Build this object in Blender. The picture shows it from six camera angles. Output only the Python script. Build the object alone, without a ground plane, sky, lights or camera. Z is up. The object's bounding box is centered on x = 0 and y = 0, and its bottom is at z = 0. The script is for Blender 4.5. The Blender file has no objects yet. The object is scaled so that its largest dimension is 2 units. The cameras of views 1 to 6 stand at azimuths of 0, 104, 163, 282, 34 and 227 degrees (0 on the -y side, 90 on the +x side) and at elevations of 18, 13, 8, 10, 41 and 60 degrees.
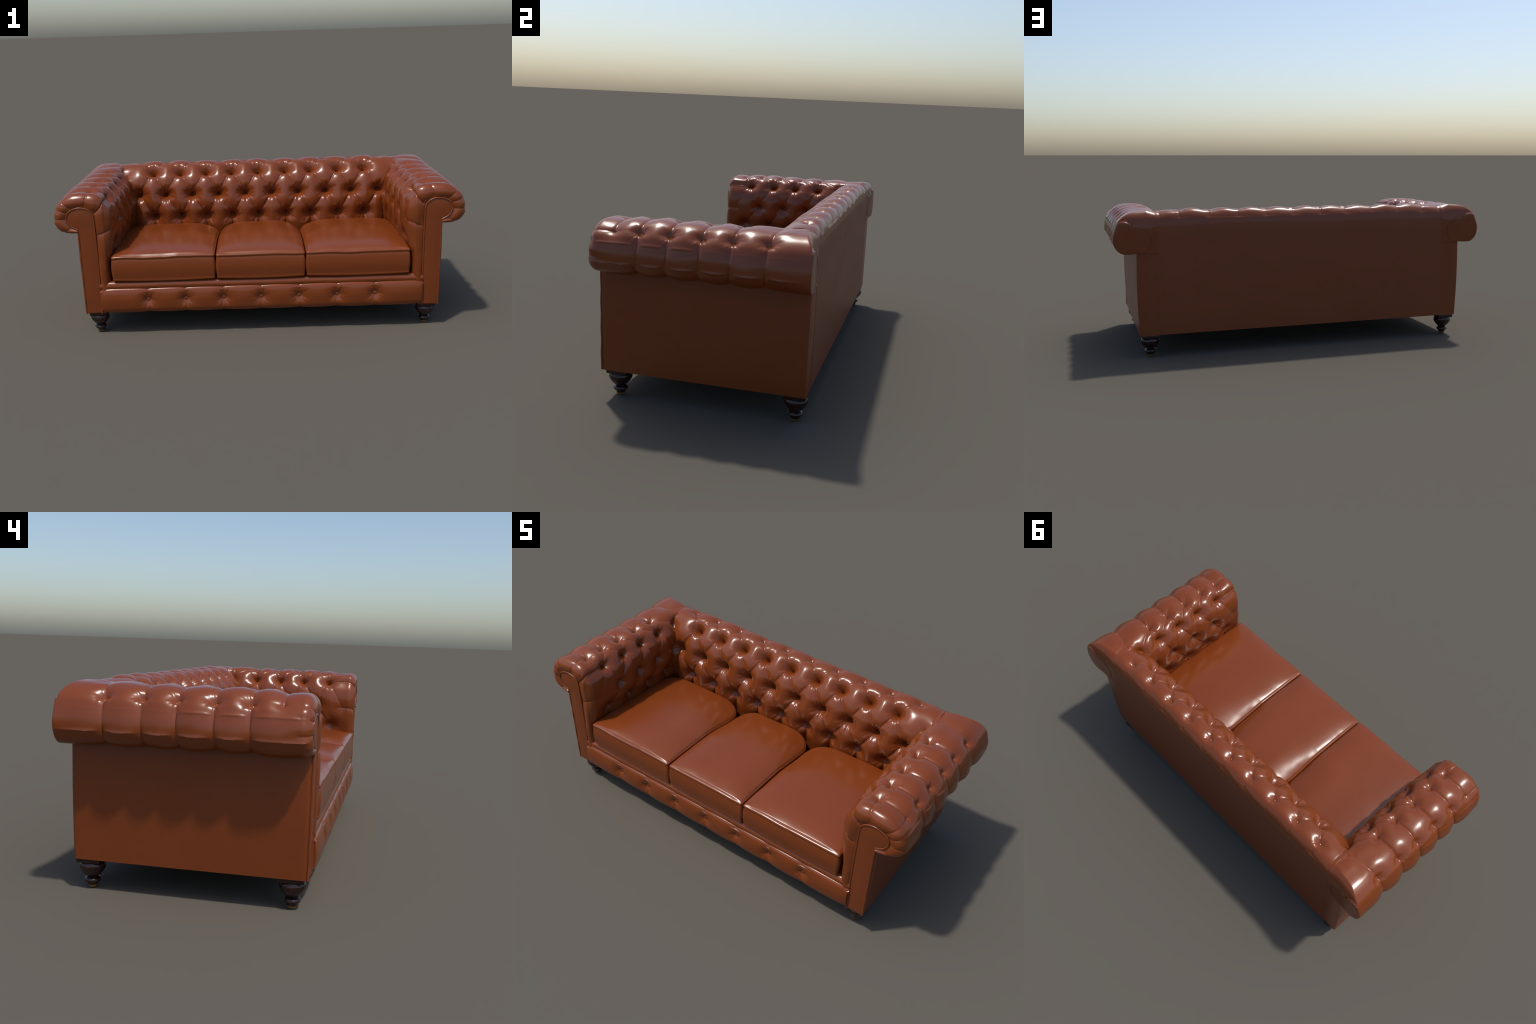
# Tufted rolled-arm leather sofa, built part by part.
import bpy, bmesh, math
import numpy as np
from mathutils import Vector

RNG = np.random.default_rng(7)

# ------------------------------------------------------------------ materials
def node_material(name):
    m = bpy.data.materials.new(name)
    m.use_nodes = True
    nt = m.node_tree
    bsdf = nt.nodes["Principled BSDF"]
    return m, nt, bsdf

def leather_material(name, dark, light, rough_lo, rough_hi):
    m, nt, b = node_material(name)
    N, L = nt.nodes, nt.links
    co = N.new("ShaderNodeTexCoord")
    n1 = N.new("ShaderNodeTexNoise"); n1.inputs["Scale"].default_value = 5.0
    n1.inputs["Detail"].default_value = 4.0; n1.inputs["Roughness"].default_value = 0.55
    L.new(co.outputs["Object"], n1.inputs["Vector"])
    ramp = N.new("ShaderNodeValToRGB")
    ramp.color_ramp.elements[0].position = 0.30; ramp.color_ramp.elements[0].color = (*dark, 1)
    ramp.color_ramp.elements[1].position = 0.72; ramp.color_ramp.elements[1].color = (*light, 1)
    L.new(n1.outputs["Fac"], ramp.inputs["Fac"])
    L.new(ramp.outputs["Color"], b.inputs["Base Color"])
    n2 = N.new("ShaderNodeTexNoise"); n2.inputs["Scale"].default_value = 9.0
    n2.inputs["Detail"].default_value = 3.0
    L.new(co.outputs["Object"], n2.inputs["Vector"])
    mr = N.new("ShaderNodeMapRange")
    mr.inputs["From Min"].default_value = 0.3; mr.inputs["From Max"].default_value = 0.7
    mr.inputs["To Min"].default_value = rough_lo; mr.inputs["To Max"].default_value = rough_hi
    L.new(n2.outputs["Fac"], mr.inputs["Value"]); L.new(mr.outputs["Result"], b.inputs["Roughness"])
    v = N.new("ShaderNodeTexVoronoi"); v.inputs["Scale"].default_value = 420.0
    L.new(co.outputs["Object"], v.inputs["Vector"])
    bp = N.new("ShaderNodeBump"); bp.inputs["Strength"].default_value = 0.04
    bp.inputs["Distance"].default_value = 0.002
    L.new(v.outputs["Distance"], bp.inputs["Height"]); L.new(bp.outputs["Normal"], b.inputs["Normal"])
    b.inputs["Specular IOR Level"].default_value = 0.5
    return m

LEATHER = leather_material("glossy_chestnut_leather", (0.174, 0.0375, 0.0072), (0.184, 0.0405, 0.0082), 0.235, 0.265)
PANEL = leather_material("matt_chestnut_leather", (0.172, 0.0370, 0.0072), (0.182, 0.0400, 0.0082), 0.30, 0.34)
BACK_PANEL = leather_material("satin_chestnut_leather", (0.172, 0.0370, 0.0072), (0.182, 0.0400, 0.0082), 0.40, 0.45)
WELT = leather_material("welt_leather", (0.165, 0.0355, 0.0075), (0.176, 0.0385, 0.0083), 0.28, 0.32)

def wood_material():
    m, nt, b = node_material("dark_lacquered_wood")
    N, L = nt.nodes, nt.links
    co = N.new("ShaderNodeTexCoord")
    mp = N.new("ShaderNodeMapping"); mp.inputs["Scale"].default_value = (60, 60, 9)
    n = N.new("ShaderNodeTexNoise"); n.inputs["Scale"].default_value = 1.0; n.inputs["Detail"].default_value = 4
    r = N.new("ShaderNodeValToRGB")
    r.color_ramp.elements[0].position = 0.35; r.color_ramp.elements[0].color = (0.018, 0.006, 0.0045, 1)
    r.color_ramp.elements[1].position = 0.70; r.color_ramp.elements[1].color = (0.034, 0.012, 0.009, 1)
    L.new(co.outputs["Object"], mp.inputs["Vector"]); L.new(mp.outputs["Vector"], n.inputs["Vector"])
    L.new(n.outputs["Fac"], r.inputs["Fac"]); L.new(r.outputs["Color"], b.inputs["Base Color"])
    b.inputs["Roughness"].default_value = 0.16
    return m

def brass_material():
    m, nt, b = node_material("aged_brass")
    N, L = nt.nodes, nt.links
    co = N.new("ShaderNodeTexCoord")
    n = N.new("ShaderNodeTexNoise"); n.inputs["Scale"].default_value = 90.0
    r = N.new("ShaderNodeValToRGB")
    r.color_ramp.elements[0].position = 0.3; r.color_ramp.elements[0].color = (0.22, 0.12, 0.03, 1)
    r.color_ramp.elements[1].position = 0.7; r.color_ramp.elements[1].color = (0.36, 0.20, 0.055, 1)
    L.new(co.outputs["Object"], n.inputs["Vector"]); L.new(n.outputs["Fac"], r.inputs["Fac"])
    L.new(r.outputs["Color"], b.inputs["Base Color"])
    b.inputs["Metallic"].default_value = 0.6; b.inputs["Roughness"].default_value = 0.4
    return m
WOOD, BRASS = wood_material(), brass_material()

# ------------------------------------------------------------------ helpers
ROOT = bpy.data.objects.new("leather_sofa", None)
bpy.context.scene.collection.objects.link(ROOT)
ROOT["label"] = "chestnut leather three-seat sofa with deep buttoned back and rolled arms"
ROOT["category"] = "sofa"

def add(name, mesh, mat=None, parent=ROOT):
    o = bpy.data.objects.new(name, mesh)
    bpy.context.scene.collection.objects.link(o)
    o.parent = parent
    if mat is not None and not mesh.materials:
        mesh.materials.append(mat)
    return o

def smooth(mesh, angle=None):
    mesh.polygons.foreach_set("use_smooth", [True] * len(mesh.polygons))
    if angle:
        bm = bmesh.new(); bm.from_mesh(mesh)
        for e in bm.edges:
            if len(e.link_faces) == 2 and e.calc_face_angle(0) > angle:
                e.smooth = False
        bm.to_mesh(mesh); bm.free()

def grid_mesh(name, S, wrap_v=True, caps=True, flip=False, wrap_from=None):
    """S[nu, nv, 3] -> mesh; optionally closed in v, with n-gon end caps."""
    nu, nv = S.shape[:2]
    idx = np.arange(nu * nv).reshape(nu, nv)
    faces = []
    for i in range(nu - 1):
        a, b = idx[i], idx[i + 1]
        jn = nv if wrap_v or (wrap_from is not None and i >= wrap_from) else nv - 1
        for j in range(jn):
            k = (j + 1) % nv
            f = (int(a[j]), int(b[j]), int(b[k]), int(a[k]))
            faces.append(f[::-1] if flip else f)
    if caps and wrap_v:
        lo = [int(v) for v in idx[0]]; hi = [int(v) for v in idx[-1]][::-1]
        faces.append(lo[::-1] if flip else lo); faces.append(hi[::-1] if flip else hi)
    me = bpy.data.meshes.new(name)
    me.from_pydata(S.reshape(-1, 3).tolist(), [], faces)
    bm = bmesh.new(); bm.from_mesh(me)
    bmesh.ops.remove_doubles(bm, verts=bm.verts, dist=1e-4)
    bmesh.ops.dissolve_degenerate(bm, dist=1e-5, edges=bm.edges)
    bmesh.ops.recalc_face_normals(bm, faces=bm.faces)
    bm.to_mesh(me); bm.free()
    smooth(me, math.radians(60))
    return me

def catmull(P, n, closed=False):
    """Centripetal-ish smooth curve through control points, sampled evenly by arc length."""
    P = np.array(P, float)
    if not closed:
        P = np.vstack([2 * P[0] - P[1], P, 2 * P[-1] - P[-2]])
    else:
        P = np.vstack([P[-1], P, P[0], P[1]])
    out = []
    for i in range(1, len(P) - 2):
        t = np.linspace(0, 1, 40, endpoint=False)[:, None]
        a, b, c, d = P[i - 1], P[i], P[i + 1], P[i + 2]
        out.append(0.5 * (2 * b + (c - a) * t + (2 * a - 5 * b + 4 * c - d) * t ** 2 + (3 * b - a - 3 * c + d) * t ** 3))
    out.append(P[-2][None])
    C = np.vstack(out)
    L = np.concatenate([[0], np.cumsum(np.linalg.norm(np.diff(C[:, :2], axis=0), axis=1))])
    s = np.linspace(0, L[-1], n)
    return np.stack([np.interp(s, L, C[:, k]) for k in range(C.shape[1])], 1), s

def box(name, lo, hi, bevel, mat, seg=3, parent=ROOT):
    bm = bmesh.new(); bmesh.ops.create_cube(bm, size=1)
    for v in bm.verts:
        for k in range(3):
            v.co[k] = lo[k] if v.co[k] < 0 else hi[k]
    if bevel:
        bmesh.ops.bevel(bm, geom=list(bm.edges), offset=bevel, segments=seg, affect='EDGES', profile=0.5)
    me = bpy.data.meshes.new(name); bm.to_mesh(me); bm.free()
    smooth(me, math.radians(40))
    return add(name, me, mat, parent)

def tube(name, pts, r, mat, closed=False, parent=ROOT, sides=8):
    P = np.array(pts, float); n = len(P)
    T = np.gradient(P, axis=0) if not closed else np.roll(P, -1, 0) - np.roll(P, 1, 0)
    T /= np.linalg.norm(T, axis=1)[:, None]
    ref = np.array([0.31, 0.9, 0.23])
    rings = np.zeros((n, sides, 3))
    for i in range(n):
        a = np.cross(T[i], ref); a /= np.linalg.norm(a); b = np.cross(T[i], a)
        for k in range(sides):
            th = 2 * math.pi * k / sides
            rings[i, k] = P[i] + r * (math.cos(th) * a + math.sin(th) * b)
    if closed:
        rings = np.concatenate([rings, rings[:1]], 0)
    me = grid_mesh(name, rings, True, not closed)
    return add(name, me, mat, parent)

def value_noise(u, v, scale, seed):
    """Smooth 2-D noise in [-1, 1]."""
    r = np.random.default_rng(seed); T = r.uniform(-1, 1, (64, 64))
    x, y = u * scale + 17.3, v * scale + 31.7
    i, j = np.floor(x).astype(int), np.floor(y).astype(int)
    f, g = x - i, y - j
    f, g = f * f * (3 - 2 * f), g * g * (3 - 2 * g)
    t = lambda a, b: T[a % 64, b % 64]
    return (t(i, j) * (1 - f) + t(i + 1, j) * f) * (1 - g) + (t(i, j + 1) * (1 - f) + t(i + 1, j + 1) * f) * g

def tuft_depth(U, V, buttons, seams, seed, wrinkle=0.0009):
    """How far the leather is pulled in at (U,V).
    buttons: (u, v, depth, radius); seams: (u0,v0,u1,v1, depth0, depth1, mid)."""
    acc = np.zeros_like(U); k = 3.0
    r = np.random.default_rng(seed)
    wr = np.zeros_like(U)
    for (u, v, D, R) in buttons:
        du, dv = U - u, V - v
        d = np.hypot(du, dv)
        g = D * np.exp(-(d / R) ** 1.45)
        acc += g ** k
        th = np.arctan2(dv, du); ph = r.uniform(0, 6.28, 3)
        ang = (np.cos(7 * th + ph[0]) + 0.8 * np.cos(13 * th + ph[1]) + 0.6 * np.cos(4 * th + ph[2])) * (0.35 + np.abs(np.sin(th)))
        wr += wrinkle * (D / 0.05) * ang * np.exp(-((d - R * 1.15) / (R * 0.55)) ** 2)
    for (u0, v0, u1, v1, D0, D1, M) in seams:
        L2 = (u1 - u0) ** 2 + (v1 - v0) ** 2
        t = np.clip(((U - u0) * (u1 - u0) + (V - v0) * (v1 - v0)) / L2, 0, 1)
        d = np.hypot(U - u0 - t * (u1 - u0), V - v0 - t * (v1 - v0))
        q = (2 * t - 1) ** 2
        S = M + (np.where(t < .5, D0, D1) - M) * q ** 3 * 0.7
        acc += (S * (0.30 * np.exp(-(d / 0.0042) ** 1.2) + 0.70 * np.exp(-(d / 0.032) ** 1.3))) ** k
    return acc ** (1 / k) + wr

def grid_normals(S):
    du = np.gradient(S, axis=0); dv = np.gradient(S, axis=1)
    n = np.cross(du, dv)
    return n / (np.linalg.norm(n, axis=2, keepdims=True) + 1e-12)

# a cloth-covered button: flattened dome, facing +Z
def button_mesh(r):
    bm = bmesh.new(); bmesh.ops.create_uvsphere(bm, u_segments=20, v_segments=12, radius=r)
    for v in bm.verts: v.co.z *= 0.5
    me = bpy.data.meshes.new("button"); bm.to_mesh(me); bm.free(); smooth(me)
    me.materials.append(LEATHER)
    return me
BTN_SMALL, BTN_LARGE = button_mesh(0.0095), button_mesh(0.0125)

def put_button(mesh, loc, normal, parent):
    o = bpy.data.objects.new("button", mesh)
    bpy.context.scene.collection.objects.link(o)
    o.parent = parent
    o.location = Vector(loc)
    o.rotation_mode = 'QUATERNION'
    o.rotation_quaternion = Vector(normal).to_track_quat('Z', 'Y')
    return o

# ------------------------------------------------------------------ backrest
BACK_Y = 0.417
# cross-section over the crest of the pillows: front bottom -> top -> rear bottom
BACK_PROFILE = [(0.192, 0.27), (0.187, 0.36), (0.177, 0.45), (0.179, 0.53), (0.192, 0.60), (0.216, 0.66),
                (0.253, 0.706), (0.296, 0.735), (0.340, 0.7435), (0.377, 0.738), (0.401, 0.715),
                (0.413, 0.684), (BACK_Y, 0.645), (BACK_Y, 0.56), (BACK_Y, 0.40), (BACK_Y, 0.25), (BACK_Y, 0.115)]

def build_back():
    C, s = catmull(BACK_PROFILE, 300)
    nu = 420; HALF = 0.782
    x = np.linspace(-HALF, HALF, nu)
    S = np.zeros((nu, len(s), 3))
    S[..., 0] = x[:, None]; S[..., 1] = C[:, 0]; S[..., 2] = C[:, 1]
    U = np.broadcast_to(x[:, None], S.shape[:2]); V = np.broadcast_to(s[None], S.shape[:2])
    n = grid_normals(S)
    if n[0, 5, 1] > 0: n = -n
    def at(y, z): return s[np.argmin((C[:, 0] - y) ** 2 + (C[:, 1] - z) ** 2)]
    v0, v1, v2, v3 = at(0.350, 0.743), at(0.256, 0.708), at(0.188, 0.58), at(0.177, 0.450)
    vb, ve = at(0.192, 0.28), at(0.404, 0.695)
    p = 0.1485
    odd = [i * p for i in range(-4, 5)]
    even = [max(-0.69, min(0.69, (i + .5) * p * 1.008)) for i in range(-5, 5)]
    top = [(i + .5) * p for i in range(-5, 5)]
    odd = [u + RNG.uniform(-.004, .004) for u in odd]
    even = [u + RNG.uniform(-.004, .004) for u in even]
    top = [u + RNG.uniform(-.003, .003) for u in top]
    B, E = [], []
    D0, D1, D2, D3 = 0.021, 0.060, 0.063, 0.058
    for u in top: B.append((u, v0, D0, 0.026))
    for u in odd: B.append((u, v1, D1, 0.033)); B.append((u, v3, D3, 0.035))
    for u in even: B.append((u, v2, D2, 0.035))
    for i, u in enumerate(odd):
        for k in (0, 1):
            E.append((top[i + k], v0, u, v1, D0, D1, 0.012))
            E.append((u, v1, even[i + k], v2, D1, D2, 0.018))
            E.append((even[i + k], v2, u, v3, D2, D3, 0.020))
        E.append((u, v3, u, vb, D3, 0.03, 0.035))
    for u in top: E.append((u, v0, u, ve, D0, 0.0, 0.005))
    for sgn in (-1, 1):
        E.append((sgn * 0.768, v0 - 0.07, sgn * 0.768, ve, 0.006, 0.0, 0.005))
        E.append((sgn * 0.69, v2, sgn * 0.72, vb, D2, 0.03, 0.03))
        E.append((sgn * 0.69, v2, sgn * 0.75, v1 - 0.02, D2, 0.02, 0.014))
    d = tuft_depth(U, V, B, E, 3)
    d = d + 0.0022 * value_noise(U, V, 14, 5) * (V < ve)
    d = np.where(V > ve, d * np.clip(1 - (V - ve) / 0.03, 0, 1), d)
    # rear panel: very slight slackness
    d = d + np.where(V > ve + .03, 0.0010 * value_noise(U, V, 5, 8), 0)
    S2 = S - n * d[..., None]
    # the ends sink into the corner fold
    w = np.clip((np.abs(S2[..., 0]) - 0.62) / 0.15, 0, 1); w = w * w * (3 - 2 * w)
    h = np.clip((S2[..., 2] - 0.60) / 0.10, 0, 1) * np.clip((0.409 - S2[..., 1]) / 0.03, 0, 1)
    S2[..., 2] -= 0.0095 * w * h; S2[..., 1] += 0.006 * w * h
    o = add("backrest", grid_mesh("backrest", S2), LEATHER)
    o.data.materials.append(BACK_PANEL)
    # rear face carries the plainer, less glossy leather
    mi = np.zeros(len(o.data.polygons), int)
    ctr = np.zeros(len(mi) * 3); o.data.polygons.foreach_get("center", ctr); ctr = ctr.reshape(-1, 3)
    mi[(ctr[:, 1] > 0.408) & (ctr[:, 2] < 0.672)] = 1
    o.data.polygons.foreach_set("material_index", mi)
    for (u, v, D, R) in B:
        if D < 0.02: continue
        i, j = np.argmin(abs(x - u)), np.argmin(abs(s - v))
        put_button(BTN_SMALL, S2[i, j] + n[i, j] * 0.002, n[i, j], o)
    return o
build_back()

# ------------------------------------------------------------------ arms
# (x, z) over the pillow crests, with the matching point of the front scroll outline
ARM_PAIRS = [((.876, .531), (.880, .552)), ((.915, .528), (.892, .558)), ((.953, .530), (.905, .566)), ((.980, .550), (.918, .578)),
             ((.995, .582), (.926, .595)), ((.995, .62), (.927, .615)), ((.984, .655), (.920, .632)),
             ((.970, .687), (.908, .643)), ((.942, .713), (.893, .651)), ((.904, .730), (.873, .657)),
             ((.86, .735), (.852, .658)), ((.815, .736), (.828, .652)), ((.775, .725), (.812, .642)),
             ((.743, .703), (.803, .630)), ((.721, .670), (.798, .612)), ((.706, .63), (.797, .58)),
             ((.696, .57), (.797, .54)), ((.700, .50), (.797, .48)), ((.714, .42), (.797, .41)),
             ((.733, .35), (.797, .35)), ((.742, .28), (.797, .28)), ((.748, .235), (.797, .235))]
FRONT_Y = -0.374

def build_arm(side):
    ctrl = [(*a, *b) for a, b in ARM_PAIRS]
    C, s = catmull(ctrl, 300)
    P, Q = C[:, :2], C[:, 2:]
    # rows along the arm: front roll-over then straight run to the back end
    th = np.linspace(0.76 * math.pi, 0, 46)[:-1]
    ys = np.linspace(FRONT_Y, 0.424, 210)
    rows, uu = [], []
    for t in th:
        k = (1 - math.cos(t)) / (1 - math.cos(0.76 * math.pi))
        y = FRONT_Y - 0.040 * math.sin(t)
        xz = P * (1 - k) + Q * k
        rows.append(np.column_stack([xz[:, 0], np.full(len(s), y), xz[:, 1]]))
        uu.append(FRONT_Y - 0.115 * t / (0.76 * math.pi))
    for y in ys:
        rows.append(np.column_stack([P[:, 0], np.full(len(s), y), P[:, 1]])); uu.append(y)
    S = np.array(rows); uu = np.array(uu)
    n = grid_normals(S)
    if n[100, 60, 0] < 0 and P[60, 0] > 0.9: n = -n
    if n[100, np.argmax(P[:, 1]), 2] < 0: n = -n
    U = np.broadcast_to(uu[:, None], S.shape[:2]); V = np.broadcast_to(s[None], S.shape[:2])
    def at(x, z): return s[np.argmin((P[:, 0] - x) ** 2 + (P[:, 1] - z) ** 2)]
    vX, vA, vB, vC, vD = at(.948, .696), at(.815, .736), at(.733, .690), at(.697, .56), at(.706, .45)
    vU, vE = at(.93, .528), at(.742, .28)
    col = [-.315, -.215, -.100, .022, .138, .268]
    yB = [-.269, -.133, -.004, .129, .262]
    yC = [-.207, -.064, .076, .215]
    yD = [-.290, -.146, -.007, .135]
    B, E = [], []
    DA, DX, DB, DC, DD = 0.027, 0.026, 0.044, 0.036, 0.030
    for y in col[:5]: B.append((y, vA, DA if y > -.3 else DA * .8, 0.031))
    for y in col[1:]: B.append((y, vX, DX, 0.026))
    for y in yB: B.append((y, vB, DB, 0.033))
    for y in yC: B.append((y, vC, DC, 0.034))
    for y in yD: B.append((y, vD, DD, 0.034))
    for i, y in enumerate(col):
        if i < 5: E.append((y, vA, y, vX, DA, DX, 0.014))
        else: E.append((0.305, at(.757, .732), y, vX, 0.01, DX, 0.012))
        if i > 0: E.append((y, vX, y - 0.008, vU - 0.03, DX, 0.014, 0.014))
    for i, y in enumerate(yB):
        for k in (0, 1):
            if i + k < 5: E.append((col[i + k], vA, y, vB, DA, DB, 0.012))
    for i, y in enumerate(yC):
        for k in (0, 1):
            E.append((yB[i + k], vB, y, vC, DB, DC, 0.012))
        for k in (0, 1):
            if i + k < 4: E.append((y, vC, yD[i + k], vD, DC, DD, 0.010))
    for y in yD: E.append((y, vD, y, vE, DD, 0.015, 0.015))
    # gathers of the front pad, running onto the scroll
    f = FRONT_Y - 0.105
    E.append((col[0], vX, f, vX, 0.008, 0.008, 0.007))
    E.append((col[0], vA, f, vA - 0.02, DA * .8, 0.008, 0.008))
    E.append((yB[0], vB, f, vB + 0.0, DB, 0.012, 0.012))
    E.append((yB[0], vB, -.352, at(.70, .545), DB * .4, 0.006, 0.006))
    E.append((-.335, at(.70, .545), f, at(.70, .545), 0.006, 0.009, 0.008))
    for q in ((.953, .530), (.995, .60), (.984, .655)):
        E.append((FRONT_Y + 0.0, at(*q), f, at(*q), 0.006, 0.007, 0.006))
    d = tuft_depth(U, V, B, E, 11 if side < 0 else 12)
    # stitched ridges along the outside of the roll
    puff = np.ones_like(uu)
    for y in col[1:]: puff *= 1 - np.exp(-((uu - y) / 0.02) ** 2)
    low = 0.0045 * np.exp(-np.abs(s - at(.995, .582)) / 0.006)
    upp = 0.0040 * np.exp(-np.abs(s - at(.984, .656)) / 0.006)
    run = puff * np.clip((uu - (FRONT_Y - 0.05)) / 0.03, 0, 1)
    upper_run = run * np.where(uu < 0.01, 1.0, 0.25)
    d = d - run[:, None] * low[None] - upper_run[:, None] * upp[None]
    # pillows swell between the ribs
    d = d + 0.0020 * value_noise(U, V, 15, 21 if side < 0 else 22)
    # calm the surface at the very ends
    fade = np.clip((uu - uu[0]) / 0.02, 0, 1) * np.clip((0.424 - uu) / 0.10, 0, 1) ** 0.5
    d = d * fade[:, None]
    S2 = S - n * d[..., None]
    # the crown sinks a little toward the front end
    q = np.clip((-0.22 - uu) / 0.16, 0, 1); q = (q * q * (3 - 2 * q))[:, None]
    ins = np.clip((0.76 - S2[..., 0]) / 0.03, 0, 1) * np.clip((S2[..., 2] - 0.28) / 0.10, 0, 1)
    S2[..., 0] += 0.016 * q * ins
    # at the corner the arm rises to the level of the back
    k2 = np.clip((S2[..., 1] - 0.24) / 0.07, 0, 1); k2 = k2 * k2 * (3 - 2 * k2)
    mz = np.clip((S2[..., 2] - 0.690) / 0.030, 0, 1) * np.clip((0.92 - S2[..., 0]) / 0.06, 0, 1)
    S2[..., 2] += np.maximum(0, 0.7285 - S2[..., 2]) * k2 * mz - np.maximum(0, S2[..., 2] - 0.7325) * 0.7 * k2 * np.clip((0.84 - S2[..., 0]) / 0.05, 0, 1)
    S2[..., 2] -= 0.009 * q * np.clip((S2[..., 2] - 0.64) / 0.08, 0, 1)
    # back end: follow the rounded top of the back and stop short of the back's rear panel
    bp, _ = catmull(BACK_PROFILE[7:14], 200)
    yy = S2[..., 1].copy()
    wx = np.clip((S2[..., 0] - 0.80) / 0.16, 0, 1); wx = wx * wx * (3 - 2 * wx)
    yy = yy - 0.010 * wx
    zlim = np.interp(yy, bp[:, 0], bp[:, 1] - 0.001, left=2.0)
    zlim = np.where(yy > BACK_Y, 0.66 - (yy - BACK_Y) * 1.0, zlim)
    zlim = zlim - 0.010 * np.clip((0.83 - S2[..., 0]) / 0.04, 0, 1) * np.clip((0.412 - yy) / 0.03, 0, 1)
    zz = S2[..., 2]
    # the limit relaxes on the outer scroll, which keeps its round end
    xo = np.clip((S2[..., 0] - 0.84) / 0.12, 0, 1)
    S2[..., 2] = np.where(zz > zlim, zlim + (zz - zlim) * (0.05 + 0.25 * xo), zz)
    k = np.clip((S2[..., 1] - 0.30) / 0.04, 0, 1)
    S2[..., 0] = np.where(S2[..., 0] < 0.779, S2[..., 0] + (0.779 - S2[..., 0]) * k, S2[..., 0])
    inner = (np.arange(len(s)) > np.argmax(P[:, 1]))[None]
    S2[..., 2] = np.where(inner, np.maximum(S2[..., 2], 0.5215 * k + S2[..., 2] * (1 - k)), S2[..., 2])
    # end cap: flush with the rear panel inside, a touch proud on the scroll
    def rear(x, y):
        w = np.clip((x - 0.80) / 0.16, 0, 1); w = w * w * (3 - 2 * w)
        lim = BACK_Y + 0.0005 + 0.010 * w
        return np.minimum(y, lim)
    S2[..., 1] = rear(S2[..., 0], S2[..., 1])
    last = S2[-1].copy(); c0 = np.array([0.885, 0.598]); cap = []
    for fcap, dy in ((.985, .0015), (.96, .0028), (.90, .0035), (.7, .0035), (.45, .0035), (.2, .0035), (.0004, .0035)):
        r_ = last.copy()
        r_[:, 0] = c0[0] + (last[:, 0] - c0[0]) * fcap; r_[:, 2] = c0[1] + (last[:, 2] - c0[1]) * fcap
        r_[:, 1] = rear(r_[:, 0], 1.0) + dy * np.clip((r_[:, 0] - .80) / .1, 0, 1)
        cap.append(r_)
    S2 = np.concatenate([S2, np.array(cap)], 0)
    S2[..., 0] *= side
    nn = n * [side, 1, 1]
    o = add("arm", grid_mesh("arm", S2, wrap_v=False, wrap_from=len(S2) - 8), LEATHER)
    for (u, v, D, R) in B:
        if u > 0.2 and v not in (vX,): continue
        i, j = np.argmin(abs(uu - u)), np.argmin(abs(s - v))
        put_button(BTN_SMALL, S2[i, j] + nn[i, j] * 0.001, nn[i, j], o)
    return o

SCROLL = [(.880, .553), (.905, .566), (.921, .583), (.928, .608), (.919, .635), (.898, .650), (.872, .658),
          (.845, .657), (.820, .648), (.803, .630), (.797, .604), (.797, .56), (.796, .48), (.796, .38), (.7965, .28), (.798, .19), (.799, .115)]

def build_scroll(side):
    C, s = catmull(SCROLL, 150)
    loop = np.vstack([C, [(.8785, .115)], [(.8795, .25)], [(.881, .4)], [(.880, .53)]])
    cu = bpy.data.curves.new("scroll_panel", 'CURVE'); cu.dimensions = '2D'; cu.fill_mode = 'BOTH'
    sp = cu.splines.new('POLY'); sp.points.add(len(loop) - 1)
    ins = 0.0035
    for p_, (x, z) in zip(sp.points, loop):
        p_.co = (x * side, z, 0, 1)
    cu.splines[0].use_cyclic_u = True
    cu.extrude = 0.012; cu.bevel_depth = 0.006; cu.bevel_resolution = 3; cu.offset = -0.006
    tmp = bpy.data.objects.new("tmp", cu); bpy.context.scene.collection.objects.link(tmp)
    bpy.context.view_layer.update()
    me = bpy.data.meshes.new_from_object(tmp.evaluated_get(bpy.context.evaluated_depsgraph_get()))
    bpy.data.objects.remove(tmp)
    for v in me.vertices:
        x, z, d = v.co
        v.co = (x, -0.3885 - d, z)
    bm = bmesh.new(); bm.from_mesh(me); bmesh.ops.remove_doubles(bm, verts=bm.verts, dist=1e-5)
    bmesh.ops.recalc_face_normals(bm, faces=bm.faces); bm.to_mesh(me); bm.free()
    me.materials.clear(); smooth(me, math.radians(35))
    me.name = "scroll_panel"
    o = add("scroll_panel", me, PANEL)
    wl, _ = catmull(SCROLL, 220)
    line = [(x * side, -0.4055, z) for x, z in wl]
    tube("welt", line, 0.0044, WELT, parent=o)
    line2 = [(.8775 * side, -0.4050 + 0.0008 * math.sin(z * 60), z) for z in np.linspace(.115, .555, 40)]
    tube("welt", line2, 0.0044, WELT, parent=o)
    return o

def build_side(side):
    """Upright side panel with a slight outward belly."""
    z = np.linspace(.114, .60, 40)
    y = np.concatenate([[-.399, -.3975, -.393], np.linspace(-.385, .40, 60), [.409, .4145, .4165]])
    xout = .8795 + .0075 * np.sin(np.clip((z - .114) / .60, 0, 1) * math.pi)
    S = []
    edge = np.array([.006, .002, .0005] + [0] * 60 + [.0005, .002, .006])
    for zi, xo in zip(z, xout):
        ring = [(xo - e + 0.0006 * math.sin(9 * yy + 14 * zi), yy, zi) for yy, e in zip(y, edge)]
        ring += [(.78, .4165, zi), (.78, -.399, zi)]
        S.append(ring)
    S = np.array(S); S[..., 0] *= side
    return add("side_panel", grid_mesh("side_panel", S), PANEL)

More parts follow.
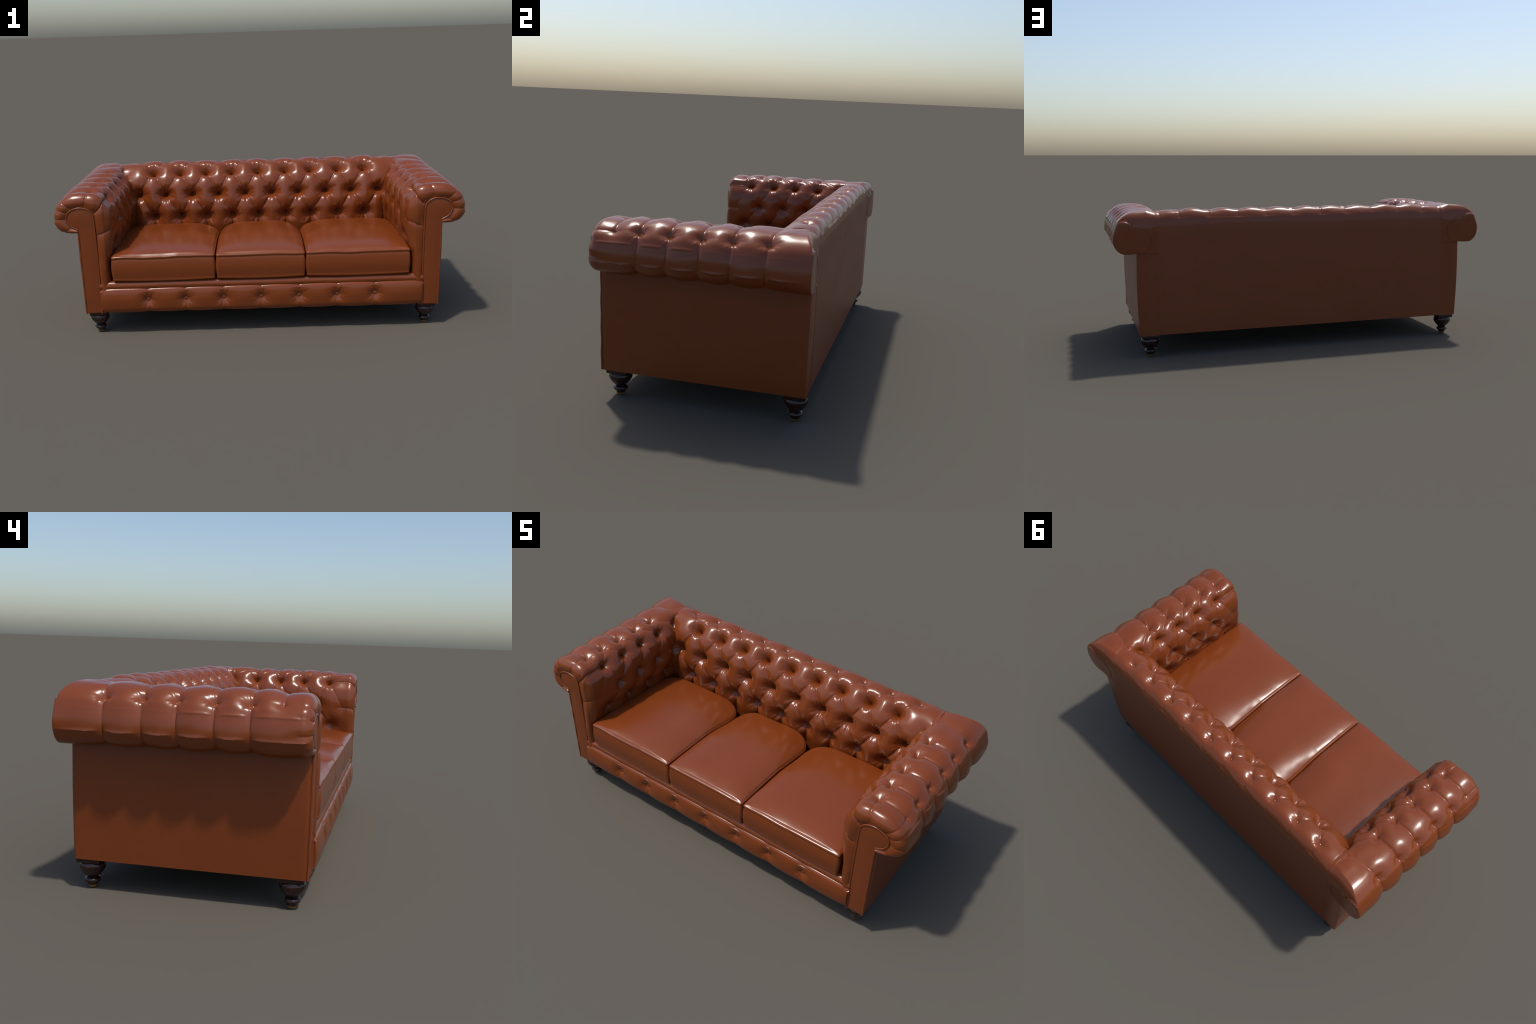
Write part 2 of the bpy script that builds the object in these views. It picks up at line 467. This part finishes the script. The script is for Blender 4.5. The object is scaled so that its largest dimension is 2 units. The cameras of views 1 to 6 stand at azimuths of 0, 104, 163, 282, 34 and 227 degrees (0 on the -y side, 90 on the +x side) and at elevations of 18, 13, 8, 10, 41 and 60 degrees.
for side in (-1, 1):
    build_arm(side)
    build_scroll(side)
    build_side(side)
    # stitched outline of the rear scroll end
    ctrl = [(.925, .668), (.895, .662), (.838, .642), (.812, .602), (.820, .558), (.848, .530), (.885, .522)]
    c, _ = catmull(ctrl, 60)
    tube("seam", [(x * side, BACK_Y + .0032 + .010 * (lambda w: w * w * (3 - 2 * w))(min(1, max(0, (x - .80) / .16))) , z) for x, z in c], 0.0009, PANEL)

# ------------------------------------------------------------------ base, deck, rail
box("base", (-.80, -.385, .117), (.80, .405, .24), 0.004, PANEL)

def build_deck():
    prof = [(.13, .225), (-.37, .225), (-.403, .236), (-.4115, .250), (-.411, .264), (-.402, .276), (-.387, .280), (-.33, .281), (-.10, .283), (.13, .283)]
    C, s = catmull(prof, 120)
    x = np.linspace(-.80, .80, 90)
    S = np.zeros((len(x), len(s), 3)); S[..., 0] = x[:, None]; S[..., 1] = C[:, 0]; S[..., 2] = C[:, 1]
    S[..., 2] += 0.0015 * value_noise(S[..., 0], S[..., 1], 9, 40)
    return add("seat_deck", grid_mesh("seat_deck", S), LEATHER)
build_deck()

def build_rail():
    prof = [(-.375, .246), (-.398, .248), (-.413, .243), (-.421, .228), (-.4255, .205), (-.427, .185), (-.4255, .160), (-.422, .138), (-.413, .121), (-.398, .115), (-.37, .115)]
    C, s = catmull(prof, 90)
    x = np.linspace(-.797, .797, 500)
    S = np.zeros((len(x), len(s), 3)); S[..., 0] = x[:, None]; S[..., 1] = C[:, 0]; S[..., 2] = C[:, 1]
    n = grid_normals(S)
    if n[0, 45, 1] > 0: n = -n
    U = np.broadcast_to(x[:, None], S.shape[:2]); V = np.broadcast_to(s[None], S.shape[:2])
    vb = s[np.argmin((C[:, 1] - .186) ** 2 + (C[:, 0] + .427) ** 2)]
    B, E = [], []
    for i in range(-3, 4):
        u = i * 0.1875
        B.append((u, vb, 0.024, 0.029))
        E.append((u, vb, u, vb - 0.075, 0.019, 0.005, 0.0055))
        E.append((u, vb, u, vb + 0.075, 0.019, 0.005, 0.0055))
    for sx in (-1, 1):
        E.append((sx * .797, 0, sx * .797, s[-1], .008, .008, .008))
    d = tuft_depth(U, V, B, E, 31, 0.0012) + 0.0012 * value_noise(U, V, 10, 33)
    S2 = S - n * d[..., None]
    o = add("front_rail", grid_mesh("front_rail", S2), LEATHER)
    for (u, v, D, R) in B:
        i, j = np.argmin(abs(x - u)), np.argmin(abs(s - v))
        put_button(BTN_LARGE, S2[i, j] + n[i, j] * 0.003, n[i, j], o)
build_rail()

# ------------------------------------------------------------------ seat cushions
def build_cushion(x0, x1, seed, joints):
    y0, y1 = -.4165, .190
    rf, rb = 0.012, 0.10
    pts = []
    def arc(cx, cy, r, a0, a1, m):
        for a in np.linspace(a0, a1, m):
            pts.append((cx + r * math.cos(a), cy + r * math.sin(a)))
    def run(a, b, m):
        for t in np.linspace(0, 1, m + 2)[1:-1]:
            pts.append((a[0] + (b[0] - a[0]) * t, a[1] + (b[1] - a[1]) * t))
    arc(x0 + rf, y0 + rf, rf, math.pi, 1.5 * math.pi, 7); run((x0 + rf, y0), (x1 - rf, y0), 80)
    arc(x1 - rf, y0 + rf, rf, 1.5 * math.pi, 2 * math.pi, 7); run((x1, y0 + rf), (x1, y1 - rb), 80)
    arc(x1 - rb, y1 - rb, rb, 0, .5 * math.pi, 16); run((x1 - rb, y1), (x0 + rb, y1), 70)
    arc(x0 + rb, y1 - rb, rb, .5 * math.pi, math.pi, 16); run((x0, y1 - rb), (x0, y0 + rf), 80)
    O = np.array(pts); c = np.array([(x0 + x1) / 2, (y0 + y1) / 2])
    # inward normals for small offsets
    T = np.roll(O, -1, 0) - np.roll(O, 1, 0); T /= np.linalg.norm(T, axis=1)[:, None]
    nin = np.column_stack([-T[:, 1], T[:, 0]])
    # rings: (inset, scale toward centre, z)
    rings = [(0.012, .55, .2835), (0.010, .93, .2835), (0.006, 1, .286), (.0030, 1, .2885), (.0020, 1, .291), (.0018, 1, .2945), (.0024, 1, .297), (.0022, 1, .301)]
    for t in np.linspace(0, 1, 12)[1:-1]:
        rings.append((.0022 - .004 * math.sin(math.pi * t), 1, .301 + .090 * t))
    rings += [(.0024, 1, .3925), (.0036, 1, .3965), (.0026, 1, .4000), (.0012, 1, .4030), (.0014, 1, .4062), (.0030, 1, .4090), (.0055, 1, .4105), (.0080, 1, .4114)]
    SUM = []
    for ins, f, z in rings:
        q = c + (O + nin * ins - c) * f
        SUM.append(np.column_stack([q, np.full(len(q), z)]))
    for f in np.concatenate([np.linspace(.985, .86, 14), np.linspace(.82, .05, 20)]):
        q = c + (O + nin * .0075 - c) * f
        ax = np.abs((q[:, 0] - c[0]) / ((x1 - x0) / 2)); ay = np.abs((q[:, 1] - c[1]) / ((y1 - y0) / 2))
        crown = (1 - np.clip(ax, 0, 1) ** 4.0) ** .75 * (1 - np.clip(ay, 0, 1) ** 5.0) ** .7
        w = np.clip((q[:, 1] + .12) / .28, 0, 1); w = w * w * (3 - 2 * w)
        z = .4114 + .027 * crown - .009 * w * crown
        SUM.append(np.column_stack([q, z]))
    S = np.array(SUM)
    # the rear corners droop where two cushions meet
    ax = np.clip(np.abs((S[..., 0] - c[0]) / ((x1 - x0) / 2)), 0, 1)
    jw = np.where(S[..., 0] < c[0], joints[0], joints[1])
    cn = jw * np.clip((ax - .40) / .60, 0, 1) ** 1.6 * np.clip((S[..., 1] + .12) / .24, 0, 1)
    S[..., 2] -= .034 * cn * np.clip((S[..., 2] - .31) / .08, 0, 1)
    # gentle waviness of the welted edges and slack leather
    e = value_noise(S[..., 0], S[..., 1], 11, seed) * 0.0028 + value_noise(S[..., 0], S[..., 1], 28, seed + 1) * 0.0008
    calm = np.ones(len(S)); calm[-20:] = .25; calm[-34:-20] = np.linspace(1, .3, 14)
    S[..., 2] += e * np.clip((S[..., 2] - .29) / .1, 0, 1) * calm[:, None]
    sag = 0.006 * np.clip((.33 - S[..., 2]) / .04, 0, 1) * (1 - ((S[..., 0] - c[0]) / ((x1 - x0) / 2)) ** 2)
    S[..., 2] -= sag
    return add("seat_cushion", grid_mesh("seat_cushion", S), LEATHER)

build_cushion(-.7335, -.2225, 51, (.2, 1))
build_cushion(-.2195, .2195, 53, (1, 1))
build_cushion(.2225, .7335, 55, (1, .2))

# ------------------------------------------------------------------ feet
def lathe(name, prof, n=40):
    P, _ = catmull(prof, 90)
    a = np.linspace(0, 2 * math.pi, n, endpoint=False)
    S = np.zeros((len(P), n, 3))
    S[..., 0] = P[:, 0:1] * np.cos(a); S[..., 1] = P[:, 0:1] * np.sin(a); S[..., 2] = P[:, 1:2]
    return grid_mesh(name, S)

FOOT = lathe("foot", [(.036, .1005), (.0435, .0925), (.0468, .082), (.0445, .070), (.037, .0575), (.028, .047), (.0205, .0405), (.0195, .0385),
                      (.025, .036), (.0290, .031), (.0295, .026), (.026, .021), (.020, .018), (.0185, .014), (.0182, .0095)])
FOOT.materials.append(WOOD)
TIP = lathe("brass_tip", [(.0172, .0105), (.0172, .007), (.0160, .003), (.0125, 0.0), (.004, 0.0)], 32)
TIP.materials.append(BRASS)
for fx in (-.8255, .8255):
    for fy in (-.349, .3705):
        f = add("foot", FOOT); f.location = (fx, fy, 0)
        t = add("brass_tip", TIP, parent=f)
        b = box("plinth", (-.043, -.043, .0965), (.043, .043, .1155), 0.002, WOOD, 2, f)
